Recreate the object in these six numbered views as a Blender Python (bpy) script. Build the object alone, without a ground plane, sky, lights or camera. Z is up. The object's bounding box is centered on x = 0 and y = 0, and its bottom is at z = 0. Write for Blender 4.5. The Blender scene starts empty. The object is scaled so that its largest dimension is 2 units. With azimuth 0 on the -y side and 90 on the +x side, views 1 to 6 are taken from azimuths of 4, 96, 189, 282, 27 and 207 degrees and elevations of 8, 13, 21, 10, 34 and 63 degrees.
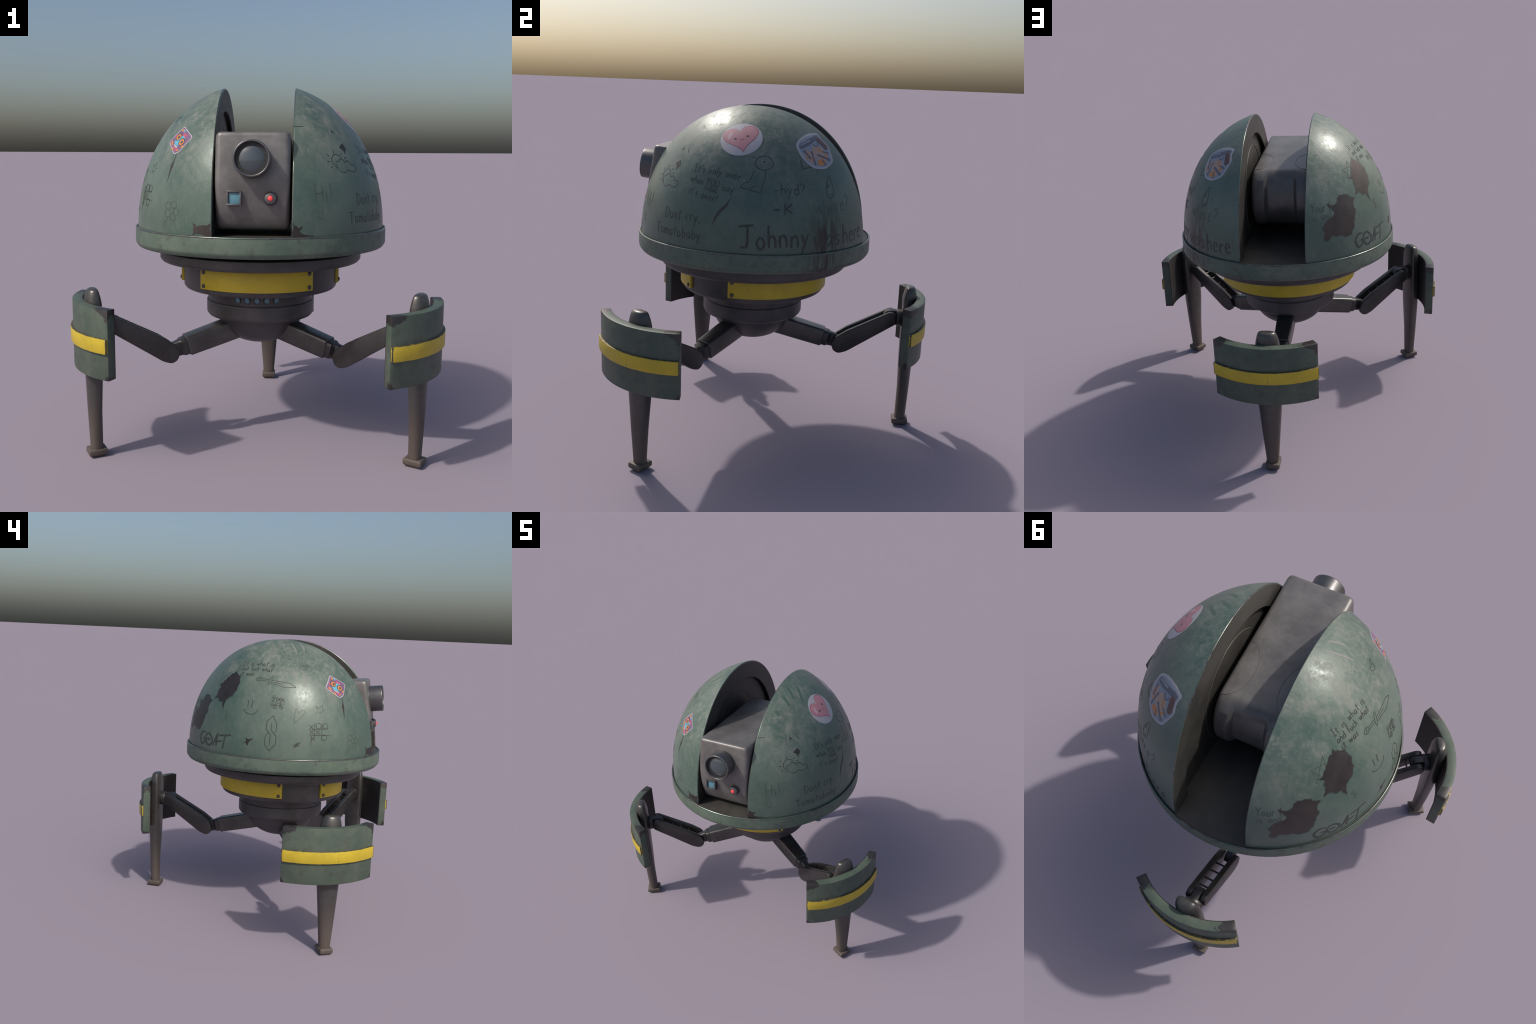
import bpy, bmesh, math, random
from mathutils import Vector, Matrix

random.seed(7)
AXIS_Y = -0.158                      # the robot's vertical axis stands at (0, AXIS_Y)
AX = Vector((0, AXIS_Y, 0))

# ------------------------------------------------------------------ helpers
def link(name, mesh, parent=None, mats=(), loc=None, rot_z=0.0, smooth=35):
    ob = bpy.data.objects.new(name, mesh)
    bpy.context.scene.collection.objects.link(ob)
    for m in mats:
        if not mesh.materials or m.name not in [x.name for x in mesh.materials if x]:
            mesh.materials.append(m)
    if smooth is not None:
        mesh.shade_smooth()
        mesh.set_sharp_from_angle(angle=math.radians(smooth))
    if parent is not None:
        ob.parent = parent
    if loc is not None:
        ob.location = loc
    ob.rotation_euler = (0, 0, rot_z)
    return ob

def mesh_from(verts, faces, mat_ids=None, name="part", merge=0.0):
    me = bpy.data.meshes.new(name)
    me.from_pydata([tuple(v) for v in verts], [], faces)
    if mat_ids:
        me.polygons.foreach_set("material_index", mat_ids)
    bm = bmesh.new(); bm.from_mesh(me)
    if merge:
        bmesh.ops.remove_doubles(bm, verts=bm.verts, dist=merge)
        bmesh.ops.dissolve_degenerate(bm, edges=bm.edges, dist=1e-6)
    bmesh.ops.recalc_face_normals(bm, faces=bm.faces)
    bm.to_mesh(me); bm.free()
    return me

def fillet(points, radius, steps=4, closed=False):
    """Round the corners of a 2D polyline (radius: one number, or one per corner)."""
    out, n = [], len(points)
    for i, p in enumerate(points):
        if not closed and i in (0, n - 1):
            out.append(p); continue
        p = Vector(p); a = Vector(points[i - 1]) - p; b = Vector(points[(i + 1) % n]) - p
        r = min(radius[i] if isinstance(radius, (list, tuple)) else radius, a.length * 0.45, b.length * 0.45)
        if a.length < 1e-6 or b.length < 1e-6 or abs(a.normalized().dot(b.normalized()) + 1) < 0.02:
            out.append(tuple(p)); continue
        s, e = p + a.normalized() * r, p + b.normalized() * r
        for k in range(steps + 1):
            t = k / steps
            out.append(tuple(s * (1 - t) ** 2 + p * 2 * t * (1 - t) + e * t * t))
    return out

def revolve(profile, segs=96, name="part"):
    verts, faces = [], []
    n = len(profile)
    for i in range(segs):
        a = 2 * math.pi * i / segs
        for r, z in profile:
            verts.append((r * math.sin(a), -r * math.cos(a), z))
    for i in range(segs):
        j = (i + 1) % segs
        for k in range(n - 1):
            faces.append((i * n + k, j * n + k, j * n + k + 1, i * n + k + 1))
    return mesh_from(verts, faces, name=name, merge=1e-6)

def bevel_all(me, width, segs=2, angle=30):
    bm = bmesh.new(); bm.from_mesh(me)
    bmesh.ops.remove_doubles(bm, verts=bm.verts, dist=1e-6)
    bmesh.ops.recalc_face_normals(bm, faces=bm.faces)
    ed = [e for e in bm.edges if len(e.link_faces) == 2 and e.calc_face_angle(0) > math.radians(angle)]
    bmesh.ops.bevel(bm, geom=ed, offset=width, segments=segs, profile=0.5, affect='EDGES', clamp_overlap=True)
    bm.to_mesh(me); bm.free()
    return me

def loft(rings, cap=True, name="part"):
    verts, faces = [], []
    n = len(rings[0])
    for r in rings:
        verts += [tuple(p) for p in r]
    for i in range(len(rings) - 1):
        for k in range(n):
            l = (k + 1) % n
            faces.append((i * n + k, i * n + l, (i + 1) * n + l, (i + 1) * n + k))
    if cap:
        faces.append(tuple(range(n)))
        faces.append(tuple(range((len(rings) - 1) * n, len(rings) * n)))
    return mesh_from(verts, faces, name=name)

def prism_x(outline, x0, x1, bevel=0.0, name="part", segs=2):
    """Extrude an outline given in (y, z) from x0 to x1."""
    me = loft([[(x0, y, z) for y, z in outline], [(x1, y, z) for y, z in outline]], name=name)
    return bevel_all(me, bevel, segs) if bevel else me

def block(x0, x1, y0, y1, z0, z1, bevel=0.004, name="part", segs=2):
    return prism_x([(y0, z0), (y1, z0), (y1, z1), (y0, z1)], x0, x1, bevel, name, segs)

def cylinder(radius, p0, p1, segs=24, bevel=0.0, name="part", taper=1.0):
    p0, p1 = Vector(p0), Vector(p1)
    q = (p1 - p0).to_track_quat('Z', 'Y')
    rings = []
    for p, r in ((p0, radius), (p1, radius * taper)):
        rings.append([p + q @ Vector((r * math.cos(2 * math.pi * k / segs), r * math.sin(2 * math.pi * k / segs), 0)) for k in range(segs)])
    me = loft(rings, name=name)
    return bevel_all(me, bevel, 2, 40) if bevel else me

def wire(points, radius, sides=6):
    """A thin round bead along a polyline."""
    rings = []
    for i, p in enumerate(points):
        t = points[min(i + 1, len(points) - 1)] - points[max(i - 1, 0)]
        q = t.to_track_quat('Z', 'Y')
        rings.append([p + q @ Vector((radius * math.cos(2 * math.pi * k / sides), radius * math.sin(2 * math.pi * k / sides), 0)) for k in range(sides)])
    return loft(rings, name="bead")

def join_meshes(meshes, name="part"):
    bm = bmesh.new()
    for m in meshes:
        bm.from_mesh(m)
    out = bpy.data.meshes.new(name)
    bm.to_mesh(out); bm.free()
    return out

# ------------------------------------------------------------------ materials
class Graph:
    def __init__(self, name):
        self.mat = bpy.data.materials.new(name)
        self.mat.use_nodes = True
        self.t = self.mat.node_tree
        self.t.nodes.clear()
        self.out = self.t.nodes.new("ShaderNodeOutputMaterial")
        self.bsdf = self.t.nodes.new("ShaderNodeBsdfPrincipled")
        self.t.links.new(self.bsdf.outputs[0], self.out.inputs[0])
        self.obj = self.t.nodes.new("ShaderNodeTexCoord").outputs["Object"]
    def put(self, sock, v):
        if isinstance(v, bpy.types.NodeSocket):
            self.t.links.new(v, sock)
        elif isinstance(v, (tuple, list)) and sock.type == 'RGBA' and len(v) == 3:
            sock.default_value = (*v, 1)
        else:
            sock.default_value = v
    def math(self, op, a, b=None, clamp=False):
        n = self.t.nodes.new("ShaderNodeMath"); n.operation = op; n.use_clamp = clamp
        self.put(n.inputs[0], a)
        if b is not None: self.put(n.inputs[1], b)
        return n.outputs[0]
    def mapping(self, vec, scale=(1, 1, 1), loc=(0, 0, 0)):
        n = self.t.nodes.new("ShaderNodeMapping")
        self.put(n.inputs[0], vec); n.inputs["Scale"].default_value = scale; n.inputs["Location"].default_value = loc
        return n.outputs[0]
    def noise(self, scale, detail=4, rough=0.6, vec=None, distort=0.0):
        n = self.t.nodes.new("ShaderNodeTexNoise")
        self.put(n.inputs["Vector"], vec if vec is not None else self.obj)
        n.inputs["Scale"].default_value = scale; n.inputs["Detail"].default_value = detail
        n.inputs["Roughness"].default_value = rough; n.inputs["Distortion"].default_value = distort
        return n.outputs["Fac"]
    def ramp(self, fac, lo, hi):
        n = self.t.nodes.new("ShaderNodeMapRange"); n.interpolation_type = 'SMOOTHSTEP'
        self.put(n.inputs[0], fac)
        n.inputs[1].default_value = lo; n.inputs[2].default_value = hi
        return n.outputs[0]
    def mix(self, fac, a, b):
        n = self.t.nodes.new("ShaderNodeMix"); n.data_type = 'RGBA'
        self.put(n.inputs[0], fac); self.put(n.inputs[6], a); self.put(n.inputs[7], b)
        return n.outputs[2]
    def mixf(self, fac, a, b):
        n = self.t.nodes.new("ShaderNodeMix"); n.data_type = 'FLOAT'
        self.put(n.inputs[0], fac); self.put(n.inputs[2], a); self.put(n.inputs[3], b)
        return n.outputs[0]
    def xyz(self, vec=None):
        n = self.t.nodes.new("ShaderNodeSeparateXYZ"); self.put(n.inputs[0], vec if vec is not None else self.obj)
        return n.outputs
    def edge(self, radius, lo=0.02, hi=0.12):
        """1 on sharp edges (worn paint), from the Bevel node's rounded normal."""
        b = self.t.nodes.new("ShaderNodeBevel"); b.samples = 6; b.inputs["Radius"].default_value = radius
        g = self.t.nodes.new("ShaderNodeNewGeometry")
        d = self.t.nodes.new("ShaderNodeVectorMath"); d.operation = 'DOT_PRODUCT'
        self.put(d.inputs[0], b.outputs[0]); self.put(d.inputs[1], g.outputs["Normal"])
        return self.ramp(self.math('SUBTRACT', 1.0, d.outputs["Value"]), lo, hi)
    def bump(self, height, strength=0.1, dist=0.01):
        n = self.t.nodes.new("ShaderNodeBump")
        n.inputs["Strength"].default_value = strength; n.inputs["Distance"].default_value = dist
        self.put(n.inputs["Height"], height)
        self.put(self.bsdf.inputs["Normal"], n.outputs[0])
    def finish(self, color, rough, metal=0.0, spec=0.5, coat=0.0):
        self.put(self.bsdf.inputs["Base Color"], color)
        self.put(self.bsdf.inputs["Roughness"], rough)
        self.put(self.bsdf.inputs["Metallic"], metal)
        self.put(self.bsdf.inputs["Specular IOR Level"], spec)
        self.bsdf.inputs["Coat Weight"].default_value = coat
        return self.mat

GREEN = (0.106, 0.150, 0.121)
GREEN_DEEP = (0.064, 0.108, 0.087)
DUST = (0.205, 0.215, 0.186)
METAL = (0.080, 0.076, 0.076)
BARE = (0.090, 0.078, 0.070)
YELLOW = (0.575, 0.425, 0.030)

def dome_paint():
    g = Graph("dome_paint")
    big = g.noise(2.6, 5, 0.6)
    streaks = g.noise(7, 6, 0.7, g.mapping(g.obj, (1.6, 1.6, 0.55)), 0.6)
    col = g.mix(g.ramp(big, 0.35, 0.68), GREEN_DEEP, GREEN)
    # dry dust lies in cloudy, brushed patches, mostly on the upper half
    z = g.xyz()[2]
    high = g.ramp(z, 1.35, 1.85)
    wisps = g.noise(30, 8, 0.80, g.mapping(g.obj, (1.2, 1.2, 0.8)), 0.4)
    cloud = g.math('MULTIPLY', g.ramp(streaks, 0.35, 0.66), g.ramp(g.noise(3.4, 3, 0.5, g.mapping(g.obj, (1, 1, 1), (3, 1, 2))), 0.30, 0.60))
    cloud = g.math('MULTIPLY', cloud, g.math('ADD', 0.35, g.math('MULTIPLY', g.ramp(wisps, 0.38, 0.62), 0.65)))
    dust = g.math('MULTIPLY', cloud, g.math('ADD', 0.20, g.math('MULTIPLY', high, 0.95)), True)
    col = g.mix(g.math('MULTIPLY', dust, 0.85), col, DUST)
    mottle = g.ramp(wisps, 0.46, 0.64)
    col = g.mix(g.math('MULTIPLY', mottle, g.math('ADD', 0.12, g.math('MULTIPLY', high, 0.26))), col, DUST)
    fine = g.noise(60, 4, 0.7)
    specks = g.math('MULTIPLY', g.ramp(fine, 0.70, 0.76), g.ramp(big, 0.5, 0.7))
    col = g.mix(g.math('MULTIPLY', specks, 0.5), col, BARE)
    col = g.mix(g.math('MULTIPLY', oil_stain(g), 1.2, True), col, (0.026, 0.022, 0.021))
    rough = g.math('ADD', 0.27, g.math('MULTIPLY', dust, 0.28))
    rough = g.math('ADD', rough, g.math('MULTIPLY', g.ramp(wisps, 0.40, 0.65), 0.10))
    rough = g.math('ADD', rough, g.math('MULTIPLY', fine, 0.10))
    g.bump(g.math('ADD', g.noise(9, 5, 0.6), g.math('MULTIPLY', fine, 0.12)), 0.10, 0.02)
    return g.finish(col, rough, 0.05, 0.5)

def oil_stain(g):
    """Mask of an oily stain running down the rear of one dome half and over the ring."""
    x, y, z = g.xyz()
    run = g.noise(22, 5, 0.7, g.mapping(g.obj, (1.6, 1.6, 0.10)))
    az = g.math('ARCTAN2', x, g.math('SUBTRACT', 0, y))
    near = g.math('SUBTRACT', 1.15, g.math('MULTIPLY', g.math('ABSOLUTE', g.math('SUBTRACT', az, 2.30)), 4.6), True)
    low = g.math('SUBTRACT', 1.0, g.ramp(g.math('ADD', z, g.math('MULTIPLY', run, 0.12)), 1.32, 1.60))
    return g.math('MULTIPLY', g.math('MULTIPLY', near, low), g.ramp(run, 0.36, 0.60))

def plate_paint(name, corner_chips=False, tint=(1, 1, 1), wear=0.004, stain=False):
    g = Graph(name)
    A = tuple(a * b for a, b in zip(GREEN, tint)); B = tuple(a * b for a, b in zip(GREEN_DEEP, tint))
    big = g.noise(5, 5, 0.65)
    col = g.mix(g.ramp(big, 0.3, 0.7), B, A)
    grime = g.noise(22, 6, 0.7)
    col = g.mix(g.math('MULTIPLY', g.ramp(grime, 0.48, 0.70), 0.60), col, (0.060, 0.058, 0.050))
    spots = g.noise(48, 3, 0.6)
    col = g.mix(g.math('MULTIPLY', g.ramp(spots, 0.70, 0.74), 0.7), col, (0.045, 0.042, 0.040))
    bare = g.edge(wear, 0.03, 0.16)
    bare = g.math('MULTIPLY', bare, g.ramp(g.noise(30, 3, 0.6), 0.38, 0.55))
    if corner_chips:
        x, y, z = g.xyz()
        jag = g.math('MULTIPLY', g.math('SUBTRACT', g.noise(24, 5, 0.7), 0.5), 0.16)
        ax = g.math('ABSOLUTE', g.math('SUBTRACT', x, 0.016))
        top = g.math('ADD', g.math('SUBTRACT', ax, 0.268), g.math('MULTIPLY', g.math('SUBTRACT', z, 0.815), 1.5))
        bot = g.math('ADD', g.math('SUBTRACT', ax, 0.315), g.math('MULTIPLY', g.math('SUBTRACT', 0.515, z), 1.2))
        c1 = g.ramp(g.math('ADD', top, jag), -0.012, 0.0)
        c2 = g.ramp(g.math('ADD', bot, jag), -0.006, 0.004)
        bare = g.math('MAXIMUM', bare, g.math('MAXIMUM', c1, c2))
    if stain:
        col = g.mix(g.math('MULTIPLY', oil_stain(g), 1.3, True), col, (0.030, 0.026, 0.025))
    col = g.mix(bare, col, (0.072, 0.068, 0.066))
    rough = g.mixf(bare, g.math('ADD', 0.40, g.math('MULTIPLY', grime, 0.25)), 0.42)
    g.bump(g.math('ADD', grime, g.math('MULTIPLY', bare, -1.0)), 0.12, 0.006)
    return g.finish(col, rough, g.math('MULTIPLY', bare, 0.7), 0.5)

def metal(name, color=METAL, rough=0.38, metallic=0.65, mud=False, var=0.35, wear=0.004):
    g = Graph(name)
    big = g.noise(6, 6, 0.7)
    dark = tuple(c * (1 - var) for c in color)
    col = g.mix(g.ramp(big, 0.3, 0.7), dark, color)
    fine = g.noise(45, 4, 0.7)
    col = g.mix(g.math('MULTIPLY', g.ramp(fine, 0.66, 0.76), 0.4), col, (0.045, 0.036, 0.030))
    rg = g.math('ADD', rough - 0.10, g.math('MULTIPLY', big, 0.26))
    mt = metallic
    if mud:
        z = g.xyz()[2]
        m = g.math('SUBTRACT', 1.0, g.ramp(g.math('ADD', z, g.math('MULTIPLY', g.math('SUBTRACT', big, 0.5), 0.5)), 0.05, 0.45))
        col = g.mix(g.math('MULTIPLY', m, 0.75), col, (0.105, 0.078, 0.062))
        rg = g.math('ADD', rg, g.math('MULTIPLY', m, 0.25))
        mt = g.math('SUBTRACT', metallic, g.math('MULTIPLY', m, metallic * 0.8))
    if wear:
        e = g.math('MULTIPLY', g.edge(wear, 0.03, 0.2), g.ramp(g.noise(20, 4, 0.6), 0.42, 0.6))
        col = g.mix(g.math('MULTIPLY', e, 0.7), col, tuple(min(0.5, c * 1.6 + 0.08) for c in color))
    g.bump(g.math('ADD', big, g.math('MULTIPLY', fine, 0.25)), 0.10, 0.008)
    return g.finish(col, rg, mt, 0.5)

def edge_band(g, centre, half, jag=0.008, soft=0.0015, axis=2, scale=60):
    """Worn band near the two borders of a plate, at centre +- half along one object axis."""
    v = g.math('ABSOLUTE', g.math('SUBTRACT', g.xyz()[axis], centre))
    v = g.math('ADD', v, g.math('MULTIPLY', g.math('SUBTRACT', g.noise(scale, 5, 0.75), 0.5), jag * 2))
    return g.ramp(v, half - soft, half + soft)

def yellow_paint(name, wear=0.004, chips=0.70):
    g = Graph(name)
    big = g.noise(7, 5, 0.7)
    col = g.mix(g.ramp(big, 0.3, 0.7), tuple(c * 0.82 for c in YELLOW), YELLOW)
    chip = g.noise(38, 6, 0.75)
    bare = g.ramp(chip, chips, chips + 0.03)
    if wear:
        bare = g.math('MAXIMUM', bare, edge_band(g, 0.6625, 0.0368, 0.0055))
        bare = g.math('MAXIMUM', bare, edge_band(g, 0.0155, 0.3045, 0.006, 0.001, 0))
        split = g.math('ADD', g.math('ABSOLUTE', g.math('SUBTRACT', g.xyz()[0], -0.012)), g.math('MULTIPLY', g.math('SUBTRACT', g.noise(55, 5, 0.75), 0.5), 0.045))
        bare = g.math('MAXIMUM', bare, g.math('SUBTRACT', 1.0, g.ramp(split, -0.001, 0.001)))
    col = g.mix(g.math('MULTIPLY', g.ramp(big, 0.58, 0.8), 0.35), col, (0.20, 0.13, 0.03))
    col = g.mix(bare, col, (0.085, 0.075, 0.065))
    g.bump(g.math('SUBTRACT', chip, bare), 0.10, 0.004)
    return g.finish(col, g.math('ADD', 0.36, g.math('MULTIPLY', big, 0.25)), g.math('MULTIPLY', bare, 0.5), 0.5)

def plain(name, color, rough=0.5, metallic=0.0, coat=0.0, vary=0.15, scale=40, emit=0.0):
    g = Graph(name)
    n = g.noise(scale, 4, 0.6)
    col = g.mix(n, tuple(c * (1 - vary) for c in color), tuple(min(1, c * (1 + vary)) for c in color))
    if emit:
        g.put(g.bsdf.inputs["Emission Color"], color); g.bsdf.inputs["Emission Strength"].default_value = emit
    return g.finish(col, g.math('ADD', rough - 0.05, g.math('MULTIPLY', n, 0.1)), metallic, 0.5, coat)

def worn_edge_metal():
    g = Graph("worn_edge_metal")
    n = g.noise(26, 5, 0.7)
    c = g.mix(g.ramp(n, 0.36, 0.50), (0.070, 0.076, 0.080), (0.135, 0.142, 0.130))
    c = g.mix(g.ramp(g.noise(7, 4, 0.6), 0.46, 0.60), c, GREEN)
    return g.finish(c, 0.27, 0.65, 0.5)
M_EDGE = worn_edge_metal()
M_SCRIBE = plain("scribed_metal", (0.15, 0.14, 0.125), 0.45, 0.3)
M_DOME = dome_paint()
M_RING = plate_paint("ring_paint", False, (1.15, 1.06, 1.0), stain=True)
M_SHIELD = plate_paint("shield_paint", True, (0.86, 0.77, 0.72))
M_METAL = metal("dark_metal")
M_LEG = metal("leg_metal", (0.112, 0.107, 0.103), 0.31, 0.6, mud=True)
M_LINER = metal("liner_metal", (0.072, 0.068, 0.061), 0.48, 0.3)  # olive-grey metal, tone lowered to take in part of the slit's baked shade
M_HEAD = metal("camera_housing_metal", (0.198, 0.188, 0.182), 0.38, 0.35, var=0.36, wear=0.010)
M_TUBE = metal("lens_tube_metal", (0.150, 0.148, 0.150), 0.32, 0.7, wear=0.004)
M_DRUM = metal("drum_metal", (0.100, 0.092, 0.094), 0.45, 0.35)
M_YELLOW = yellow_paint("yellow_plate_paint", 0.0, 0.72)
M_STRIPE = yellow_paint("yellow_stripe_paint", 0.004, 0.69)
M_BACK = metal("shield_backing", (0.040, 0.037, 0.036), 0.6, 0.2, wear=0)
M_BOLT = metal("bolt_metal", (0.12, 0.115, 0.115), 0.40, 0.6, wear=0)
M_GLASS = plain("lens_glass", (0.055, 0.070, 0.082), 0.16, 0.0, 0.6, 0.05)
M_CYAN = plain("cyan_lamp", (0.10, 0.24, 0.30), 0.25, 0.0, 0.3, 0.25, 30)
M_RED = plain("red_lamp", (0.80, 0.06, 0.06), 0.4, 0.0, 0.2, 0.05, 30, 0.25)
M_RUBBER = plain("lens_inner_black", (0.018, 0.018, 0.018), 0.6)

# ------------------------------------------------------------------ the robot
robot = bpy.data.objects.new("walking_robot", None)
robot.location = AX
bpy.context.scene.collection.objects.link(robot)
robot["label"] = "three-legged walking robot with split green dome and camera eye"
robot["category"] = "robot"

# ---- dome surface (in coordinates relative to the axis): a slightly squared ellipsoid of revolution
D_R, D_Z, D_H, D_N = 0.687, 1.18, 0.804, 2.1
BASE_Z, SLIT = 1.182, 0.192

def dome_f(x, y, z):
    return (math.hypot(x, y) / D_R) ** D_N + (max(z - D_Z, 0) / D_H) ** D_N

def dome_radius(z):
    return D_R * max(0.0, 1 - (max(z - D_Z, 0) / D_H) ** D_N) ** (1 / D_N)

def section_t(x, phi):
    """Distance from (y=0, z=BASE_Z) to the dome in the slice at x, along angle phi."""
    lo, hi = 0.0, 1.2
    cy, cz = math.cos(phi), math.sin(phi)
    for _ in range(40):
        m = (lo + hi) / 2
        if dome_f(x, m * cy, BASE_Z + m * cz) < 1: lo = m
        else: hi = m
    return lo

def build_half(sign):
    NP = 120
    phis = [math.pi * k / NP for k in range(NP + 1)]
    xmax = dome_radius(BASE_Z) - 1e-4
    def curve(x, shrink=0.0, keep=None):
        return [(x, (section_t(keep or x, p) - shrink) * math.cos(p), BASE_Z + (section_t(keep or x, p) - shrink) * math.sin(p)) for p in phis]
    # painted outer shell, from just behind the cut edge to the pole
    nx = 56
    rows = []
    x0 = SLIT + 0.006
    for i in range(nx + 1):
        x = x0 + (xmax - x0) * math.sin(0.5 * math.pi * i / nx)
        rows.append(curve(x))
    def skin(rows, ids):
        v, f, m = [], [], []
        n = len(rows[0])
        for r in rows:
            v += [(sign * p[0], p[1], p[2]) for p in r]
        for i in range(len(rows) - 1):
            for k in range(n - 1):
                f.append((i * n + k, i * n + k + 1, (i + 1) * n + k + 1, (i + 1) * n + k)); m.append(ids[i])
        return v, f, m
    # inner rows: rounded cut edge, flat rim, pocket wall, pocket floor
    edge_rows = [curve(x0), curve(SLIT + 0.003, 0.0012), curve(SLIT + 0.001, 0.004), curve(SLIT, 0.008)]
    lin = [curve(SLIT, 0.008), curve(SLIT, RIM_W - 0.004, SLIT), curve(SLIT + 0.004, RIM_W, SLIT),
           curve(SLIT + POCKET, RIM_W, SLIT)]
    hub = [(SLIT + POCKET, 0.0, BASE_Z)] * (NP + 1)
    lin.append(hub)
    v, f, m = skin(rows, [0] * nx)
    shell = mesh_from(v, f, name="dome_shell", merge=1e-6)
    v, f, m = skin(lin, [0] * len(lin))
    liner = mesh_from(v, f, name="dome_liner", merge=1e-6)
    v, f, m = skin(edge_rows, [0] * len(edge_rows))
    edge = mesh_from(v, f, name="worn_edge", merge=1e-6)
    return shell, liner, edge

RIM_W, POCKET = 0.125, 0.026
def orient_out(me, centre):
    bm = bmesh.new(); bm.from_mesh(me)
    c = Vector(centre)
    s = sum((f.calc_center_median() - c).dot(f.normal) * f.calc_area() for f in bm.faces)
    if s < 0:
        bmesh.ops.reverse_faces(bm, faces=bm.faces)
    bm.to_mesh(me); bm.free()

shells = []
for sign in (-1, 1):
    shell, liner, edge = build_half(sign)
    orient_out(shell, (0, 0, BASE_Z)); orient_out(liner, (sign * 0.6, 0, BASE_Z + 0.2))
    so = link("dome_shell", shell, robot, [M_DOME], smooth=60)
    orient_out(edge, (sign * 0.45, 0, BASE_Z + 0.2))
    link("dome_liner", liner, so, [M_LINER], smooth=40)
    link("worn_edge", edge, so, [M_EDGE], smooth=80)
    # thin scribed circle in the pocket wall
    scribe = [Vector((sign * (SLIT + POCKET - 0.0006), -0.02 + 0.28 * math.cos(p), BASE_Z + 0.25 + 0.32 * math.sin(p))) for p in [2 * math.pi * (k - 10) / 80 for k in range(62)]]
    link("scribed_line", wire(scribe, 0.0016), so, [M_SCRIBE], smooth=60)
    shells.append(so)

# ---- the turned body below the dome
def turned(name, prof, mat, rad=0.006, steps=3, segs=112):
    return link(name, revolve(fillet(prof, rad, steps), segs, name), robot, [mat], smooth=30)

turned("base_ring", [(0.6915, 1.15), (0.6915, 1.198), (0.6945, 1.2015), (0.701, 1.199), (0.702, 1.118), (0.686, 1.0945), (0.30, 1.084)], M_RING, 0.008)
turned("ring_rim", [(0.6905, 1.185), (0.6905, 1.1995), (0.694, 1.203), (0.698, 1.203), (0.7018, 1.1995), (0.7022, 1.195), (0.698, 1.19)], M_EDGE, 0.002)
turned("dome_floor", [(0, 1.197), (0.690, 1.197), (0.690, 1.15)], M_LINER, 0.002)
turned("flange", [(0.20, 1.10), (0.46, 1.10), (0.46, 1.066), (0.567, 1.066), (0.569, 1.023), (0.557, 1.008), (0.44, 1.000), (0.30, 1.000)], M_DRUM, 0.006)
turned("drum", [(0.30, 1.012), (0.434, 1.012), (0.435, 0.866), (0.424, 0.852), (0.25, 0.848)], M_DRUM, 0.006)
turned("neck", [(0.25, 0.86), (0.299, 0.86), (0.299, 0.775), (0.25, 0.77)], M_DRUM, 0.003)
turned("neck_collar", [(0.20, 0.782), (0.300, 0.782), (0.306, 0.776), (0.306, 0.706), (0.294, 0.690), (0.20, 0.686)], M_DRUM, 0.006)
bowl = [(0.240 * math.cos(a), 0.692 - 0.168 * math.sin(a)) for a in [math.pi / 2 * k / 16 for k in range(17)]]
turned("bowl", bowl, M_DRUM, 0.0005, 1)

# curved yellow plates riveted round the drum
def arc_plate(r0, r1, z0, z1, a0, a1, bevel=0.002, name="plate", n=None):
    n = n or max(8, int(abs(a1 - a0) / 2.5))
    rings = []
    for k in range(n + 1):
        a = math.radians(a0 + (a1 - a0) * k / n)
        s, c = math.sin(a), -math.cos(a)
        rings.append([(r0 * s, r0 * c, z0), (r1 * s, r1 * c, z0), (r1 * s, r1 * c, z1), (r0 * s, r0 * c, z1)])
    me = loft(rings, name=name)
    return bevel_all(me, bevel, 2, 40) if bevel else me

def rivet_mesh(r=0.0118, h=0.008):
    prof = [(r, -0.004), (r, h * 0.35), (r * 0.8, h * 0.8), (r * 0.4, h), (0, h)]
    return revolve(prof, 16, "rivet")
RIVET = rivet_mesh()
RIVET.materials.append(M_BOLT)
for a0, a1 in ((-41.5, 42.0), (78.5, 281.5)):
    pl = link("yellow_plate", arc_plate(0.430, 0.449, 0.885, 0.992, a0, a1, 0.002, "yellow_plate"), robot, [M_YELLOW], smooth=30)
    for a in (a0 + 3.2, a1 - 3.2):
        for z in (0.977, 0.903):
            rv = link("rivet", RIVET, pl, smooth=50)
            t = math.radians(a)
            d = Vector((math.sin(t), -math.cos(t), 0))
            rv.location = d * 0.449 + Vector((0, 0, z))
            rv.rotation_mode = 'QUATERNION'
            rv.rotation_quaternion = d.to_track_quat('Z', 'Y')

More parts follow.
